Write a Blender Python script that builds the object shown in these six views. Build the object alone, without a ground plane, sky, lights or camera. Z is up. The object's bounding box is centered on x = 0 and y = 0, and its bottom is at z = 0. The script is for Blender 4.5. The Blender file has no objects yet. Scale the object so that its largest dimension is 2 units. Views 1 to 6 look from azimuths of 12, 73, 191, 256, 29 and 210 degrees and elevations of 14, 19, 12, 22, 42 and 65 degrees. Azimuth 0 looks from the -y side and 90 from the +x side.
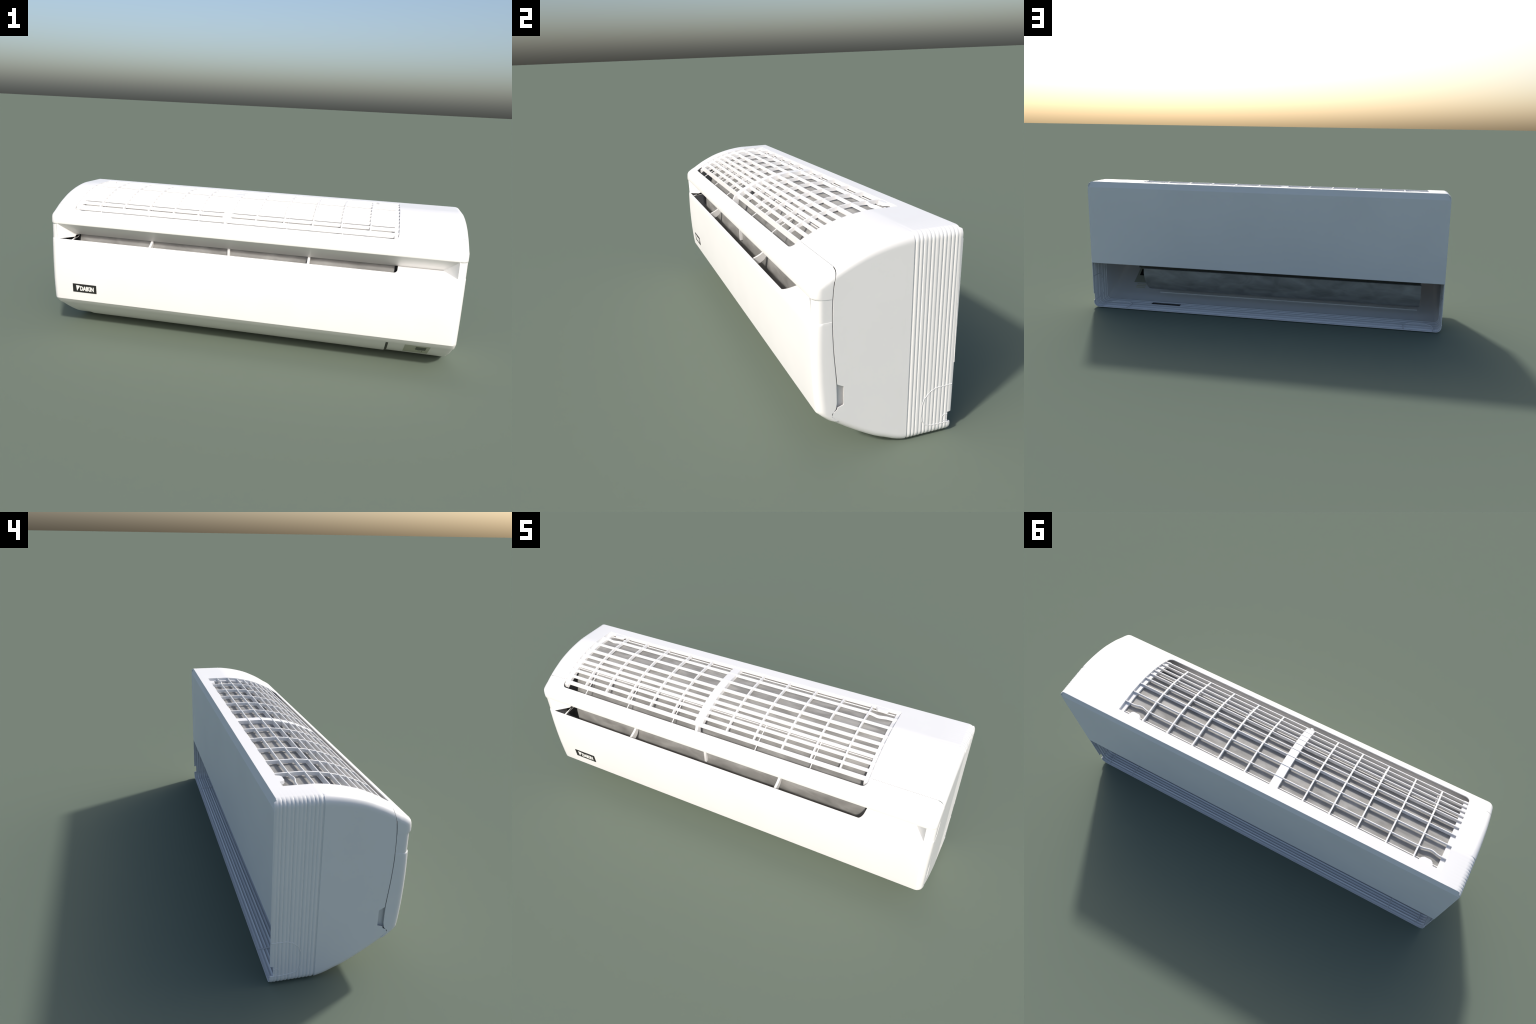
"""Wall-mounted split air conditioner (indoor unit), built part by part.
Frame: x = width (2 m), y = depth (front at -y), z = height."""
import bpy, bmesh, math
import numpy as np
from mathutils import Vector

# ------------------------------------------------------------------ sizes
W = 1.0            # half width
R = 0.030          # edge rounding where the top/front turn into the sides
BACK = 0.2530       # rear edge of the side walls
SEAM_TOP = -0.172  # front end of the housing's top
OPEN_X0, OPEN_X1 = -0.890, 0.696   # air inlet opening in the top
OPEN_BACK, OPEN_FRONT = 0.196, -0.2075
RECESS_X = 0.966   # half width of the finger recess in the front
RIB_Y0 = 0.088     # ribbed rear band starts here

TOP = [(-0.245, .617), (-.232, .6275), (-.219, .636), (-.203, .6445), (-.187, .6545), (-.155, .6735),
       (-.111, .6945), (-.083, .7065), (-.055, .7157), (-.015, .7262), (.026, .7342), (.050, .7377),
       (.073, .7402), (.095, .7415), (.260, .7415)]
BOTTOM = [(-.240, .178), (-.200, .148), (-.160, .120), (-.125, .0965), (-.090, .0745), (-.055, .0540),
          (-.019, .0355), (.010, .0240), (.035, .0130), (.060, .0045), (.083, .0), (.260, .0)]
SEAM = [(.10, -.190), (.167, -.190), (.194, -.172), (.20, -.1705), (.285, -.172), (.35, -.178), (.41, -.183),
        (.50, -.186), (.56, -.185), (.61, -.181), (.64, -.176), (.66, -.172), (.75, -.172)]


def smooth_fn(pts):
    """Monotone cubic through control points."""
    xs = np.array([p[0] for p in pts]); ys = np.array([p[1] for p in pts])
    h = np.diff(xs); d = np.diff(ys) / h
    m = np.empty(len(xs)); m[0] = d[0]; m[-1] = d[-1]
    for i in range(1, len(xs) - 1):
        m[i] = 0 if d[i - 1] * d[i] <= 0 else (h[i - 1] + h[i]) / (h[i] / d[i - 1] + h[i - 1] / d[i])

    def f(x):
        x = min(max(x, xs[0]), xs[-1])
        i = min(max(int(np.searchsorted(xs, x)) - 1, 0), len(h) - 1)
        t = (x - xs[i]) / h[i]
        return float((2*t**3 - 3*t*t + 1) * ys[i] + (t**3 - 2*t*t + t) * h[i] * m[i]
                     + (-2*t**3 + 3*t*t) * ys[i+1] + (t**3 - t*t) * h[i] * m[i+1])
    return f


z_top = smooth_fn(TOP)
z_bot = smooth_fn(BOTTOM)
seam_y = smooth_fn(SEAM)


def fillet_drop(x, r=R):
    t = abs(x) - (W - r)
    return 0.0 if t <= 0 else r - math.sqrt(max(r * r - t * t, 0.0))


# ------------------------------------------------------------------ materials
def principled(name):
    m = bpy.data.materials.new(name); m.use_nodes = True
    return m, m.node_tree, m.node_tree.nodes["Principled BSDF"]


def plastic(name, col, rough=.42, tint=.012, scale=6.0):
    m, nt, b = principled(name)
    tc = nt.nodes.new("ShaderNodeTexCoord")
    n = nt.nodes.new("ShaderNodeTexNoise"); n.inputs["Scale"].default_value = scale
    n.inputs["Detail"].default_value = 5
    nt.links.new(tc.outputs["Object"], n.inputs["Vector"])
    r = nt.nodes.new("ShaderNodeValToRGB")
    r.color_ramp.elements[0].position = .35; r.color_ramp.elements[1].position = .68
    r.color_ramp.elements[0].color = (*[c * (1 - tint) - tint * .5 for c in col], 1)
    r.color_ramp.elements[1].color = (*col, 1)
    nt.links.new(n.outputs["Fac"], r.inputs["Fac"])
    nt.links.new(r.outputs["Color"], b.inputs["Base Color"])
    b.inputs["Roughness"].default_value = rough
    return m


def fin_metal(name):
    """Mottled grey aluminium fins of the heat exchanger."""
    m, nt, b = principled(name)
    tc = nt.nodes.new("ShaderNodeTexCoord")
    mp = nt.nodes.new("ShaderNodeMapping")
    mp.inputs["Rotation"].default_value = (0, 0, .5); mp.inputs["Scale"].default_value = (9, 26, 18)
    nt.links.new(tc.outputs["Object"], mp.inputs["Vector"])
    n = nt.nodes.new("ShaderNodeTexNoise"); n.inputs["Scale"].default_value = 1.0
    n.inputs["Detail"].default_value = 4; n.inputs["Distortion"].default_value = .6
    nt.links.new(mp.outputs["Vector"], n.inputs["Vector"])
    r = nt.nodes.new("ShaderNodeValToRGB")
    e = r.color_ramp.elements
    e[0].position = .30; e[0].color = (.198, .196, .187, 1)
    e[1].position = .72; e[1].color = (.348, .345, .332, 1)
    k = e.new(.5); k.color = (.263, .260, .249, 1)
    nt.links.new(n.outputs["Fac"], r.inputs["Fac"])
    nt.links.new(r.outputs["Color"], b.inputs["Base Color"])
    w = nt.nodes.new("ShaderNodeTexWave"); w.wave_type = 'BANDS'; w.bands_direction = 'X'
    w.inputs["Scale"].default_value = 120
    nt.links.new(tc.outputs["Object"], w.inputs["Vector"])
    bp = nt.nodes.new("ShaderNodeBump"); bp.inputs["Strength"].default_value = .08
    bp.inputs["Distance"].default_value = .001
    nt.links.new(w.outputs["Fac"], bp.inputs["Height"])
    nt.links.new(bp.outputs["Normal"], b.inputs["Normal"])
    b.inputs["Roughness"].default_value = .6
    return m


def flat(name, col, rough=.5):
    m, nt, b = principled(name)
    b.inputs["Base Color"].default_value = (*col, 1)
    b.inputs["Roughness"].default_value = rough
    return m


WHITE = plastic("white_plastic", (.81, .805, .80))
BACKM = plastic("white_back_plastic", (.81, .805, .80), rough=.55, tint=.02, scale=3.0)
COIL = fin_metal("coil_fins")
DARK = flat("black_plastic", (.012, .012, .013), .4)
BADGE = flat("badge_black", (.015, .015, .0145), .5)
INK = flat("badge_white", (.80, .80, .78), .4)
STICKER = flat("display_grey", (.43, .44, .365), .45)
GLASS = flat("display_window", (.030, .034, .024), .25)
BEIGE = flat("label_beige", (.68, .66, .54), .6)
INNER = flat("gap_dark", (.05, .05, .048), .7)

# ------------------------------------------------------------------ helpers
root = bpy.data.objects.new("air_conditioner", None)
root["label"] = "white wall-mounted air conditioner with top grille and badge"
root["category"] = "air conditioner"
bpy.context.collection.objects.link(root)


def add(name, verts, faces, mat, parent=None, solid=0.0, angle=35, offset=-1.0, merge=1e-5, fix=False, bevel=0):
    me = bpy.data.meshes.new(name)
    me.from_pydata([tuple(v) for v in verts], [], faces)
    bm = bmesh.new(); bm.from_mesh(me)
    bmesh.ops.remove_doubles(bm, verts=bm.verts, dist=merge)
    bmesh.ops.dissolve_degenerate(bm, dist=1e-6, edges=bm.edges)
    if fix:
        bmesh.ops.recalc_face_normals(bm, faces=bm.faces)
    bm.to_mesh(me); bm.free()
    ob = bpy.data.objects.new(name, me)
    bpy.context.collection.objects.link(ob)
    me.materials.append(mat)
    if solid or bevel:
        if solid:
            s = ob.modifiers.new("thickness", 'SOLIDIFY'); s.thickness = solid; s.offset = offset
        if bevel:
            b = ob.modifiers.new("round", 'BEVEL'); b.width = bevel; b.segments = 2; b.limit_method = 'ANGLE'
        dg = bpy.context.evaluated_depsgraph_get()
        me2 = bpy.data.meshes.new_from_object(ob.evaluated_get(dg))
        ob.modifiers.clear(); ob.data = me2; me2.name = name
        bpy.data.meshes.remove(me); me = me2
    me.shade_smooth(); me.set_sharp_from_angle(angle=math.radians(angle))
    ob.parent = parent or root
    return ob


class Build:
    """Collects vertices and faces of one part."""
    def __init__(s): s.v = []; s.f = []

    def grid(s, rows, close=False, flip=False, skip=None):
        n = len(rows[0]); b = len(s.v)
        for r in rows: s.v += r
        for i in range(len(rows) - 1):
            for j in range(n if close else n - 1):
                k = (j + 1) % n
                if skip and skip(i, j): continue
                q = [b + i*n + j, b + i*n + k, b + (i+1)*n + k, b + (i+1)*n + j]
                s.f.append(q[::-1] if flip else q)

    def poly(s, pts, flip=False):
        b = len(s.v); s.v += pts
        q = list(range(b, b + len(pts)))
        s.f.append(q[::-1] if flip else q)

    def prism(s, prof, x0, x1, caps=True):
        """Closed (y, z) polygon extruded along x."""
        b = len(s.v); n = len(prof)
        s.v += [(x0, y, z) for y, z in prof] + [(x1, y, z) for y, z in prof]
        for i in range(n):
            k = (i + 1) % n
            s.f.append([b + i, b + k, b + n + k, b + n + i])
        if caps:
            s.f.append([b + i for i in range(n)][::-1]); s.f.append([b + n + i for i in range(n)])

    def box(s, x0, x1, y0, y1, z0, z1):
        s.prism([(y0, z0), (y1, z0), (y1, z1), (y0, z1)], x0, x1)

    def tube(s, pts, r, n=6, closed=False):
        P = [Vector(p) for p in pts]; rows = []
        for i, p in enumerate(P):
            a = P[i-1] if (i or closed) else P[0]
            c = P[(i+1) % len(P)] if (i < len(P)-1 or closed) else P[-1]
            t = (c - a).normalized()
            u = t.cross(Vector((.3, .5, .81))).normalized(); w = t.cross(u)
            rows.append([tuple(p + r*(math.cos(2*math.pi*k/n)*u + math.sin(2*math.pi*k/n)*w)) for k in range(n)])
        if closed: rows.append(rows[0])
        s.grid(rows, close=True)


def lin(a, b, n): return [a + (b - a) * i / (n - 1) for i in range(n)]


# ------------------------------------------------------------------ housing (body with ribbed rear band)
def ripple(y):
    """Depth of the grooves between the vertical ribs of the rear band."""
    if y < RIB_Y0 - .006: return 0.0
    if y < RIB_Y0: return 0.0035                       # dividing groove
    n = 12; t = (y - RIB_Y0) / (BACK - RIB_Y0) * n
    c = abs(math.sin(math.pi * t))
    amp = .0022 + .0008 * math.sin(2.1 * int(t))
    return amp * (1 - c ** .7)


def ring_path():
    """(kind, parameter) pairs round one cross-section at constant y, seen from the front: left top -> right -> down."""
    tops = sorted(set(lin(-W + R, W - R, 17) + [OPEN_X0, OPEN_X1]))
    p = [("top", x) for x in tops]
    p += [("ctr", a) for a in lin(90, 0, 9)[1:]]
    p += [("right", t) for t in lin(1, 0, 150)[1:]]
    p += [("cbr", a) for a in lin(0, -90, 9)[1:]]
    p += [("bottom", x) for x in tops[::-1][1:]]
    p += [("cbl", a) for a in lin(-90, -180, 9)[1:]]
    p += [("left", t) for t in lin(0, 1, 150)[1:]]
    p += [("ctl", a) for a in lin(180, 90, 9)[1:-1]]
    return p


PATH = ring_path()


def ring_point(kind, q, y):
    zt, zb = z_top(y), z_bot(y)
    g = ripple(y)
    if kind == "top": return (q, zt, 0, 0)
    if kind == "bottom": return (q, zb + g, 0, 0)
    if kind in ("right", "left"):
        z = zb + R + (zt - zb - 2 * R) * q
        sx = 1 if kind == "right" else -1
        return (sx * (W - g), z, 0, 0)
    a = math.radians(q)
    sx = 1 if kind in ("ctr", "cbr") else -1
    if kind in ("cbr", "cbl"):
        r = R - g
        return (sx * (W - R) + r * math.cos(a), zb + R + r * math.sin(a), 0, 0)
    f = min(1, max(0, (math.sin(a) if True else 0)))
    r = R - g * (1 - f) ** .5
    return (sx * (W - R) + r * math.cos(a), zt - R + r * math.sin(a), 0, 0)


NOTCH_Z = (.200, .282)


def front_end_y(kind, q):
    """Where the housing stops in front, per point round the section."""
    if kind in ("top", "ctr", "ctl") and (kind == "top" or True):
        x, z, _, _ = ring_point(kind, q, -.172)
        return seam_y(z) if kind != "top" else SEAM_TOP
    if kind == "bottom": return -.204
    x, z, _, _ = ring_point(kind, q, -.18)
    y = seam_y(z)
    if kind in ("right", "left"):
        if NOTCH_Z[0] + .018 < z < NOTCH_Z[1]: y = -.150
        elif NOTCH_Z[0] < z <= NOTCH_Z[0] + .018: y = -.150 - (.022) * (1 - (z - NOTCH_Z[0]) / .018)
    if kind in ("cbr", "cbl"): y = -.19 - .014 * abs(math.sin(math.radians(q)))
    return y


ys = [BACK, .2435, .240]
nrib = 12 * 8
ys += [y for y in lin(BACK, RIB_Y0, nrib + 1)[1:] if y < .239]
ys += [RIB_Y0 - .0005, RIB_Y0 - .0055, RIB_Y0 - .0065]
ys += [.075, .065, .055, .045, .035, .02, .005, -.01, -.03, -.05, -.07, -.09, -.11, -.13, -.14]
ys += [OPEN_BACK]
ys = sorted(set(ys), reverse=True)
rows = []
for y in ys:
    row = []
    for kind, q in PATH:
        x, z, _, _ = ring_point(kind, q, y)
        yy = y
        if y > BACK - .0005:
            if kind == "top" or (kind in ("ctr", "ctl") and z > .735): yy = .2440
        row.append((x, yy, z))
    rows.append(row)
for t in (.5, 1.0):
    row = []
    for kind, q in PATH:
        y1 = front_end_y(kind, q); y = -.14 + (y1 + .14) * t
        x, z, _, _ = ring_point(kind, q, y)
        row.append((x, y, z))
    rows.append(row)
yr = [r[0][1] for r in rows]
tops_n = sum(1 for k, _ in PATH if k == "top")


def hole(i, j):
    if PATH[j][0] in ("right", "left"):          # cable cut-out in the rear lower edge
        p = rows[i + 1][j]
        if p[1] > .2399 and .040 < p[2] < .082: return True
    if j >= tops_n - 1: return False
    xm = .5 * (PATH[j][1] + PATH[j + 1][1])
    ym = .5 * (rows[i][0][1] + rows[i + 1][0][1])
    return OPEN_X0 < xm < OPEN_X1 and ym < OPEN_BACK


B = Build(); B.grid(rows, close=True, flip=True, skip=hole)
housing = add("housing", B.v, B.f, WHITE, solid=.0025, fix=False, angle=30)

# recessed plates behind the finger notches, and knock-out outlines on the sides and floor
for sx in (1, -1):
    B = Build(); B.box(sx * .985 - .002, sx * .985 + .002, -.205, -.112, .176, .300)
    B.box(sx * .9925 - .001, sx * .9925 + .001, -.194, -.160, .301, .612)
    add("finger_notch", B.v, B.f, WHITE, parent=housing, fix=True)
    pts = [(sx * (W - .001), BACK - .003, .188), (sx * (W - .001), .190, .186), (sx * (W - .001), .168, .176),
           (sx * (W - .001), .148, .156), (sx * (W - .001), .138, .130), (sx * (W - .001), .136, .090),
           (sx * (W - .001), .142, .064), (sx * (W - .001), .156, .048), (sx * (W - .001), .176, .042),
           (sx * (W - .001), BACK - .003, .040)]
    B = Build(); B.tube(pts, .0016)
    inn = [(sx * (W - .0058), y, z) for _, y, z in pts]; B.tube(inn, .0018)
    x0, x1 = (.800, .955) if sx > 0 else (-.955, -.800)
    arc = [(x0, .246), (x0 - .006, .20), (x0 + .002, .160), (x0 + .030, .138), (x0 + .075, .128),
           (x1 - .055, .130), (x1 - .015, .150), (x1, .185), (x1, .246)]
    B.tube([(x, y, .0058) for x, y in arc], .0024)
    # cable hole plug near the rear lower corner
    c = [(sx * (W - .001), .229 + .011 * math.cos(a), .060 + .013 * math.sin(a)) for a in lin(math.pi * .5, math.pi * 1.5, 9)]
    B.tube([(sx * (W - .001), .240, .073)] + c + [(sx * (W - .001), .240, .047)], .0014)
    add("knockout_outline", B.v, B.f, WHITE, parent=housing, fix=True)

# ------------------------------------------------------------------ back panel
B = Build()


def corner_loop(y, zt, r, x):
    pts = [(-x, y, .269)]
    pts += [(-x + r + r * math.cos(math.radians(a)), y, zt - r + r * math.sin(math.radians(a))) for a in lin(180, 90, 9)]
    pts += [(x - r + r * math.cos(math.radians(a)), y, zt - r + r * math.sin(math.radians(a))) for a in lin(90, 0, 9)]
    pts += [(x, y, .269)]
    return pts


outer = corner_loop(.2440, .7413, R, .9995); inner = corner_loop(.2540, .709, .012, .9985)
base = [(p[0], .2532 if abs(p[0]) > .99 and p[2] < .70 else p[1], p[2]) for p in outer]
B.grid([base, inner]); B.poly(inner)
back_panel = add("back_panel", B.v, B.f, BACKM, solid=.010, fix=True, angle=4, offset=-1)

# ------------------------------------------------------------------ front panel: lip + lower panel + recess
def end_stations():
    s = [W - R + R * math.sin(math.radians(a)) for a in lin(0, 90, 9)]
    return s


es = end_stations()
corner_r = .022


def notch_start(x):
    """Front edge of the inlet opening cut into the lip (rounded corners)."""
    if abs(x) > W - R: return seam_y(z_top(SEAM_TOP) - fillet_drop(x)) - .0025
    if x <= OPEN_X0 or x >= OPEN_X1: return SEAM_TOP - .0010
    d = min(x - OPEN_X0, OPEN_X1 - x)
    if d >= corner_r: return OPEN_FRONT
    return OPEN_FRONT + corner_r - math.sqrt(corner_r ** 2 - (corner_r - d) ** 2)


def lip_profile(x):
    y0 = notch_start(x)
    pts = [(y, z_top(y)) for y in lin(y0, -.232, 9)]
    vec = [(0, -1)] * 4 + [(.15, -.95), (.3, -.85), (.45, -.8), (.6, -.7), (.7, -.6)]
    pts += [(-.240, .6215), (-.2455, .614), (-.2485, .604), (-.2497, .592), (-.2500, .580), (-.2490, .5748), (-.2465, .5725), (-.236, .5715)]
    vec += [(.85, -.45), (.95, -.25), (1, -.1)] + [(1, 0)] * 5
    d = fillet_drop(x)
    return [(x, y + v[0] * d, z + v[1] * d) for (y, z), v in zip(pts, vec)]


xs = [-a for a in es[::-1]] + [OPEN_X0 - .0002] + [OPEN_X0 + corner_r * (1 - math.cos(math.radians(a))) for a in lin(0, 90, 8)]
xs += lin(OPEN_X0 + corner_r, OPEN_X1 - corner_r, 9)[1:-1]
xs += [OPEN_X1 - corner_r * (1 - math.cos(math.radians(a))) for a in lin(90, 0, 8)] + [OPEN_X1 + .0002] + es
B = Build()
rows_l = [lip_profile(x) for x in xs]
B.grid(rows_l)


def side_wall(B, prof, sx, inset=W):
    """Joins the end of a front profile back to the seam on the side."""
    a = [(sx * inset, y, z) for _, y, z in prof]
    b = [(sx * inset, max(seam_y(z) - .0035, y), z) for _, y, z in prof]
    B.grid([a, b], flip=(sx < 0))


side_wall(B, rows_l[-1], 1); side_wall(B, rows_l[0], -1)

PANEL = [(-.2408, .4955), (-.2425, .4965), (-.2468, .4945), (-.2482, .488), (-.2488, .470), (-.2497, .430), (-.2498, .390),
         (-.2488, .340), (-.2466, .285), (-.2435, .245), (-.2405, .210), (-.2380, .190), (-.2366, .1800), (-.2205, .1640), (-.2035, .1485), (-.1990, .1456)]


def panel_profile(x):
    d = fillet_drop(x)
    return [(x, y + d, z) for y, z in PANEL[1:]]


xs2 = [-a for a in es[::-1]] + lin(-.9, .9, 9) + es
rows_p = [panel_profile(x) for x in xs2]
B.grid(rows_p)
side_wall(B, rows_p[-1], 1); side_wall(B, rows_p[0], -1)
B.grid([[(x, y, z) for y, z in PANEL[:2]] for x in (-.9700, *lin(-.9, .9, 9), .9700)])      # inturned top edge
PILLAR = [(-.2435, .5790), (-.2440, .540), (-.2440, .488)]
for sx in (1, -1):
    st = [RECESS_X - .004] + [e for e in es if e > RECESS_X + .002]
    rp = [[(sx * min(x, W - .0012), y + fillet_drop(x), z) for y, z in PILLAR] for x in st]
    B.grid(rp, flip=(sx < 0)); side_wall(B, rp[-1], sx, W - .0012)
front_panel = add("front_panel", B.v, B.f, WHITE, solid=.004, fix=False, angle=32, merge=2e-5)

# finger recess: sloping roof, end walls, closed floor on the right of the air slot
B = Build()
AY, AZ = -.2470, .5728      # lip edge
BY, BZ = -.1720, .5115      # apex
CY, CZ = -.2430, .4955      # panel edge
SLOT_X0, SLOT_X1 = -.888, .706
BX = .902
B.grid([[(x, AY + (BY - AY) * t, AZ + (BZ - AZ) * t) for t in lin(0, 1, 5)] for x in
        (-RECESS_X, RECESS_X)])
B.v[:] = []; B.f[:] = []
n = 9
rowsr = []
for t in lin(0, 1, 6):
    w = RECESS_X + (BX - RECESS_X) * t
    rowsr.append([(x * w, AY + (BY - AY) * t, AZ + (BZ - AZ) * t) for x in lin(-1, 1, n)])
B.grid(rowsr, flip=False)
B.poly([(RECESS_X, AY, AZ), (BX, BY, BZ), (RECESS_X, CY, CZ)])
B.poly([(-RECESS_X, AY, AZ), (-BX, BY, BZ), (-.891, BY - .001, BZ - .012), (-RECESS_X, CY, CZ)], flip=True)
# floor right of the slot, with the slot's rounded lower corner
fl = [(BX, BY, BZ), (SLOT_X1, BY, BZ)]
for a in lin(0, 90, 6):
    t = .55 + .45 * math.sin(math.radians(a)); dx = .018 * (1 - math.cos(math.radians(a)))
    fl.append((SLOT_X1 - .004 * t - dx, BY + (CY - BY) * t, BZ + (CZ - BZ) * t))
fl.append((RECESS_X, CY, CZ))
B.poly(fl, flip=True)
finger_recess = add("finger_recess", B.v, B.f, WHITE, parent=front_panel, solid=.005, fix=False, offset=1, angle=20)
B = Build(); B.prism([(BY, BZ + .002), (BY - .004, BZ - .012), (CY + .004, CZ - .005), (CY + .006, CZ - .001), (BY + .002, BZ - .008), (BY + .004, BZ + .004)], SLOT_X0 - .004, SLOT_X0 + .003)
add("slot_end_rib", B.v, B.f, WHITE, parent=front_panel, fix=True)

# curved ribs bridging the air slot
RIB = [(-.172, .5135), (-.182, .503), (-.196, .4935), (-.212, .486), (-.228, .480), (-.2385, .477), (-.2385, .452),
       (-.222, .452), (-.200, .458), (-.182, .470), (-.170, .486), (-.165, .505), (-.165, .515)]
B = Build(); B.prism(RIB, -.0055, .0055)
rib0 = add("slot_rib", B.v, B.f, WHITE, parent=front_panel, fix=True)
for k, x in enumerate((-.488, .297)):
    o = rib0 if k == 0 else rib0.copy()
    if k: bpy.context.collection.objects.link(o)
    o.location.x = x; o.parent = front_panel

B = Build(); B.prism([(-.174, .514), (-.176, .500), (-.176, .440), (-.164, .440), (-.166, .516)], -.100, -.088)
add("slot_post", B.v, B.f, WHITE, parent=front_panel, fix=True)

# ------------------------------------------------------------------ inlet grille
def surf(y, depth=0.0): return z_top(y) - depth


SLAT_Y = (.1415, .0805, .0255, -.0165, -.0515, -.0815, -.1105, -.1405, -.1700)
SLAT_H = (.0145, .0140, .0150, .0170, .0170, .0170, .0165, .0170, .0250)
SINK = .0022           # slats lie a little below the rim
CROSS_X = (.567, .435, .301, .165, .030, -.256, -.382, -.512, -.643, -.768)
B = Build()
for x0, x1 in ((OPEN_X0 - .006, OPEN_X0 + .019), (OPEN_X1 - .020, OPEN_X1 + .006)):
    yy = lin(OPEN_BACK + .006, SEAM_TOP - .012, 24)
    B.prism([(y, surf(y, .013)) for y in yy] + [(y, surf(y, .030)) for y in yy[::-1]], x0, x1)
for x0, x1 in ((OPEN_X0 - .004, OPEN_X0 - .0005), (OPEN_X1 + .0005, OPEN_X1 + .004)):
    yy = lin(OPEN_BACK + .006, SEAM_TOP - .004, 24)
    B.prism([(y, surf(y, .0027)) for y in yy] + [(y, surf(y, .0290)) for y in yy[::-1]], x0, x1)
B.box(OPEN_X0 - .004, OPEN_X1 + .004, OPEN_BACK + .0005, OPEN_BACK + .004, .722, .739)
grille = add("grille", B.v, B.f, WHITE, fix=True)
for y, h in zip(SLAT_Y, SLAT_H):
    B = Build()
    lean, t = 0.0, .0022
    bump_x = [OPEN_X0] + lin(-.86, -.77, 8) + lin(-.6, .4, 6) + lin(.565, .66, 8) + [OPEN_X1 - .001]
    rws = []
    for x in bump_x:
        dy = 0.0
        if y == SLAT_Y[0]:
            for c in (-.822, .612):
                u = (x - c) / .040
                if abs(u) < 1: dy -= .008 * (.5 + .5 * math.cos(math.pi * u))
        zt = surf(y, SINK)
        rws.append([(x, y + dy - t, zt - .0008), (x, y + dy - t * .5, zt), (x, y + dy + t * .5, zt), (x, y + dy + t, zt - .0008),
                    (x, y + dy + t * .8 - lean * h, zt - h), (x, y + dy - t * .8 - lean * h, zt - h)])
    B.grid(rws, close=True); B.poly(rws[0]); B.poly(rws[-1])
    add("slat", B.v, B.f, WHITE, parent=grille, fix=True)
def strip_prism(y0, y1, d0, d1, n=26):
    yy = lin(y0, y1, n)
    return [(y, surf(y, d0)) for y in yy] + [(y, surf(y, d1)) for y in yy[::-1]]


B = Build(); B.prism(strip_prism(OPEN_BACK + .004, SLAT_Y[-1], SINK + .0012, .0175), -.0033, .0033)
cb = add("crossbar", B.v, B.f, WHITE, parent=grille, fix=True)
for k, x in enumerate(CROSS_X):
    o = cb if k == 0 else cb.copy()
    if k: bpy.context.collection.objects.link(o)
    o.location.x = x; o.parent = grille
B = Build(); B.prism(strip_prism(OPEN_BACK + .004, -.170, SINK + .0025, .028), -.1335, -.0935)
B.prism([(-.165, .655), (-.185, .650), (-.205, .610), (-.170, .610)], -.120, -.107)
add("centre_bar", B.v, B.f, WHITE, parent=grille, fix=True)
# rounded clips on the rear rim of the opening
for cx in (.612, -.822):
    B = Build()
    out = [(-.034, .0), (-.026, -.018), (-.016, -.026), (.016, -.026), (.026, -.020), (.034, .0)]
    z1, z0 = .7408, .729
    top = [(cx + a * .9, OPEN_BACK + .004 + b * .95, z1) for a, b in out]; bot = [(cx + a, OPEN_BACK + .004 + b, z0) for a, b in out]
    B.grid([top, bot], close=True); B.poly(top); B.poly(bot)
    add("clip", B.v, B.f, WHITE, parent=grille, fix=True)

# ------------------------------------------------------------------ heat exchanger behind the grille
COIL_X0, COIL_X1 = -.882, .692
prof = [(.240, .719), (.100, .719), (.060, .7155), (.020, .709), (-.020, .701), (-.050, .692), (-.070, .685), (-.086, .671), (-.099, .645),
        (-.112, .612), (-.124, .575), (-.144, .537), (-.157, .506), (-.164, .470), (-.166, .420), (-.162, .340), (-.145, .270), (-.115, .200), (-.070, .140),
        (-.020, .106), (.030, .092), (.080, .089), (.110, .094), (.145, .106), (.169, .124), (.191, .149), (.205, .170), (.216, .197),
        (.220, .219), (.219, .243), (.214, .245), (.206, .245), (.206, .600), (.240, .680)]
B = Build(); B.prism(prof, COIL_X0, COIL_X1)
coil = add("heat_exchanger", B.v, B.f, COIL, fix=True, angle=40)
B = Build(); B.box(COIL_X0 + .004, COIL_X1 + .030, .2070, .2105, .2460, .340)
add("dark_band", B.v, B.f, DARK, parent=coil, fix=True)
# black blocks for the dark areas seen through the ends of the air slot
for x0, x1, zt in ((-.962, -.884, .545), (.694, .720, .508)):
    B = Build(); B.prism([(-.160, zt), (-.150, zt), (-.130, .430), (-.145, .400), (-.160, .425)], x0, x1)
    add("dark_end_block", B.v, B.f, DARK, parent=coil, fix=True)
# filter rails and wires over the fins
B = Build()
for y, dz, r in ((.184, .0195, .0024), (.028, .0205, .0024), (-.050, .0215, .0018), (-.079, .0300, .0020)):
    z = surf(y, dz); B.tube([(COIL_X0, y, z), (0, y, z), (COIL_X1, y, z)], r)
for x in (.431, .170, -.262, -.518, -.772):
    B.tube([(x + .012, y, surf(y, .029)) for y in lin(-.060, -.195, 10)], .0022)
rail = add("filter_rail", B.v, B.f, WHITE, parent=coil, fix=True)

# ------------------------------------------------------------------ louvre flap, display and inner labels on the lower slope
def on_slope(y, out=0.0):
    """Point on the lower front slope, moved outwards by out."""
    s = (z_bot(y + .004) - z_bot(y - .004)) / .008
    L = math.hypot(1, s)
    return (y + out * s / L, z_bot(y) - out / L)


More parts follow.
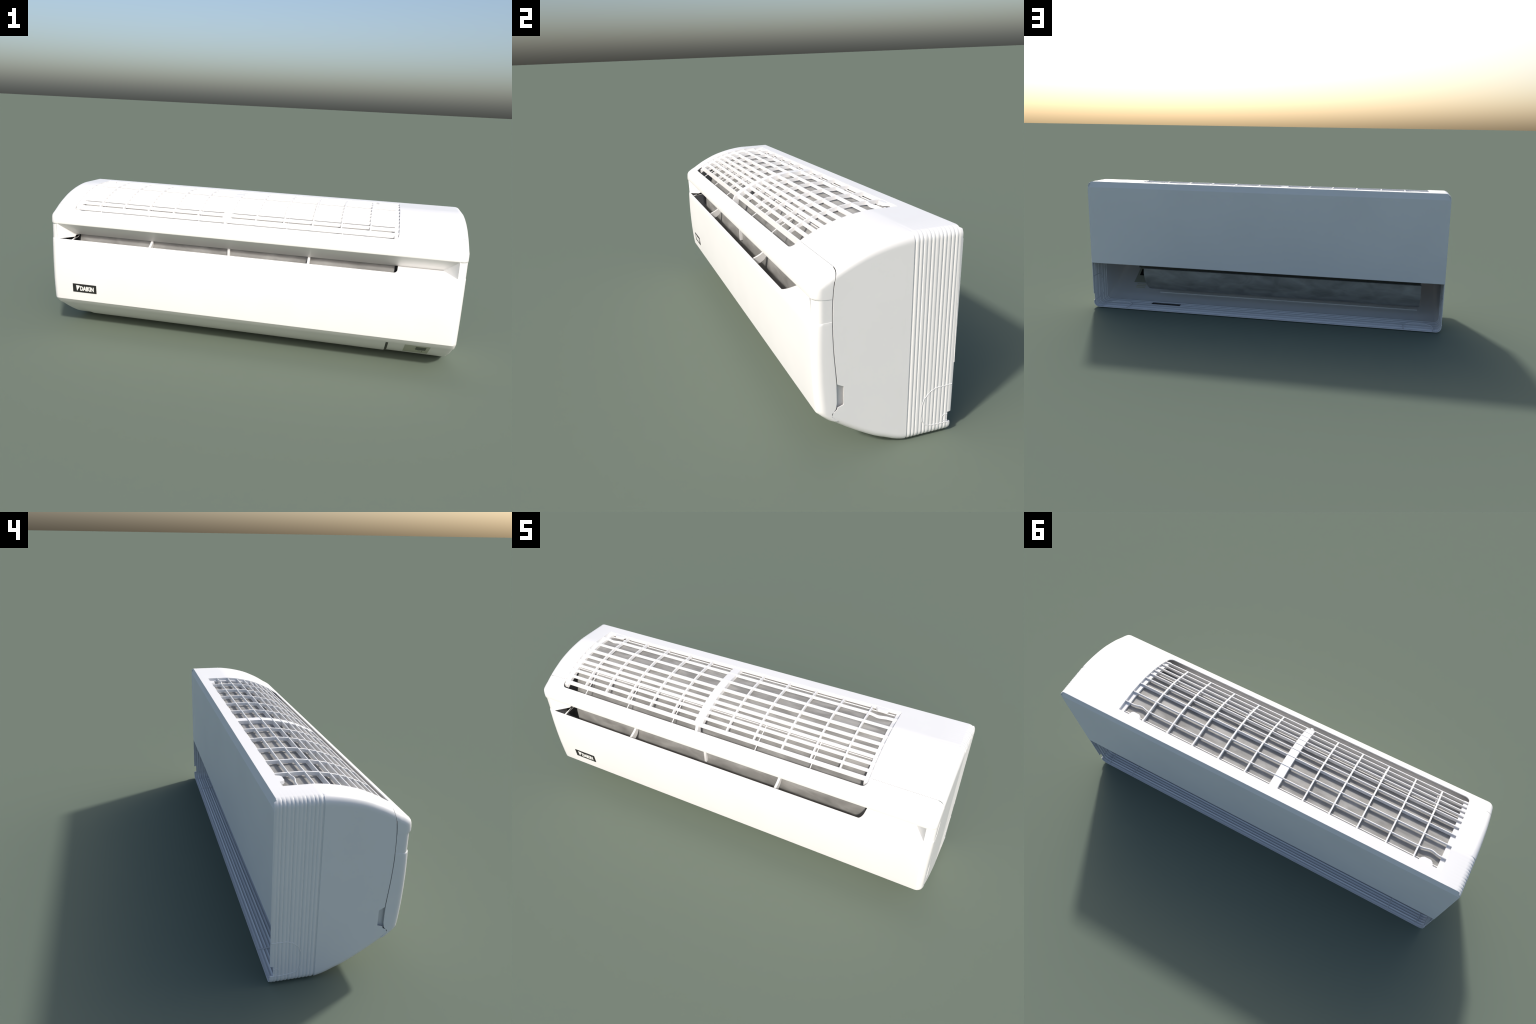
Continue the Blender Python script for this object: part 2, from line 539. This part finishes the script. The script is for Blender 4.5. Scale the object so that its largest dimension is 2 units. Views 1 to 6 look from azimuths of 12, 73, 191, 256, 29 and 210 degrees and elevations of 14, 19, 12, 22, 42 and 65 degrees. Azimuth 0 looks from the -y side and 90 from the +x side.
def slope_plate(name, x0, x1, ya, yb, o0, o1, mat, parent=None, n=14, bevel=0):
    yy = lin(ya, yb, n); B = Build()
    B.prism([on_slope(y, o1) for y in yy] + [on_slope(y, o0) for y in yy[::-1]], x0, x1)
    return add(name, B.v, B.f, mat, parent=parent, fix=True, bevel=bevel)


yy = lin(-.197, .016, 16); B = Build()
B.prism([on_slope(y, .0008 + .0036 * k / 15) for k, y in enumerate(yy)] + [on_slope(y, -.002) for y in yy[::-1]], -.890, .688)
flap = add("louvre_flap", B.v, B.f, WHITE, fix=True)
slope_plate("flap_gap", .6885, .7000, -.198, -.040, -.002, .0006, INNER)
display = slope_plate("display_panel", .777, .893, -.1965, -.062, -.002, .0008, STICKER)
slope_plate("display_window", .830, .877, -.178, -.132, -.001, .0018, GLASS, parent=display)
for x in (.845, .853, .861):
    slope_plate("display_mark", x, x + .004, -.116, -.108, -.001, .0014, GLASS, parent=display, n=3)
slope_plate("inner_display_back", .777, .893, -.1965, -.080, -.0030, -.0045, STICKER, parent=display)
slope_plate("inner_display_window", .830, .877, -.178, -.132, -.0040, -.0055, DARK, parent=display)
for k in range(3):
    slope_plate("inner_label", .806, .866, -.072 + .013 * k, -.064 + .013 * k, -.0030, -.0042, BEIGE, n=3)
slope_plate("flap_ledge", -.880, .690, -.030, -.012, -.0022, -.0085, WHITE)
B = Build(); B.box(.510, .688, .108, .138, .0020, .0052)
add("rating_label", B.v, B.f, DARK, fix=True)

# ------------------------------------------------------------------ badge with lettering on the front panel
def front_y(z):
    f = smooth_fn(sorted((p[1], p[0]) for p in PANEL[3:13])); return f(z)


bz0, bz1, bx0, bx1 = .2255, .2700, -.8865, -.7580
B = Build()
zz = lin(bz0, bz1, 6)
B.prism([(front_y(z) - .0016, z) for z in zz] + [(front_y(z) + .002, z) for z in zz[::-1]], bx0, bx1)
badge = add("badge", B.v, B.f, BADGE, fix=True)
tilt = math.atan2(front_y(bz0) - front_y(bz1), bz1 - bz0)


def badge_pt(u, w, out): # u along x, w up the badge (0..1)
    z = bz0 + (bz1 - bz0) * w
    return (bx0 + (bx1 - bx0) * u, front_y(z) - .0016 - out, z)


tri = [(.150, .82), (.240, .815), (.315, .775), (.175, .14)]
B = Build()
a = [badge_pt(u, w, .0012) for u, w in tri]; b = [badge_pt(u, w, -.0005) for u, w in tri]
B.poly(a); B.poly(b, flip=True); B.grid([a, b], close=True)
add("badge_emblem", B.v, B.f, INK, parent=badge, fix=True)
cu = bpy.data.curves.new("badge_word", 'FONT')
cu.body = "DAIKIN"; cu.align_x = 'LEFT'; cu.size = .030; cu.extrude = .0006; cu.offset = .0013; cu.space_character = .98
to = bpy.data.objects.new("badge_word_source", cu); bpy.context.collection.objects.link(to)
dg = bpy.context.evaluated_depsgraph_get()
wm = bpy.data.meshes.new_from_object(to.evaluated_get(dg)); wm.name = "badge_word"
bpy.data.objects.remove(to); bpy.data.curves.remove(cu)
co = np.array([v.co for v in wm.vertices]); lo, hi = co.min(0), co.max(0)
for v in wm.vertices:
    u = .315 + (v.co.x - lo[0]) / (hi[0] - lo[0]) * .58
    w = .21 + (v.co.y - lo[1]) / (hi[1] - lo[1]) * .545
    v.co = badge_pt(u, w, .0012 if v.co.z > (lo[2] + hi[2]) / 2 else -.0004)
wm.materials.clear(); wm.materials.append(INK)
wo = bpy.data.objects.new("badge_word", wm); bpy.context.collection.objects.link(wo); wo.parent = badge
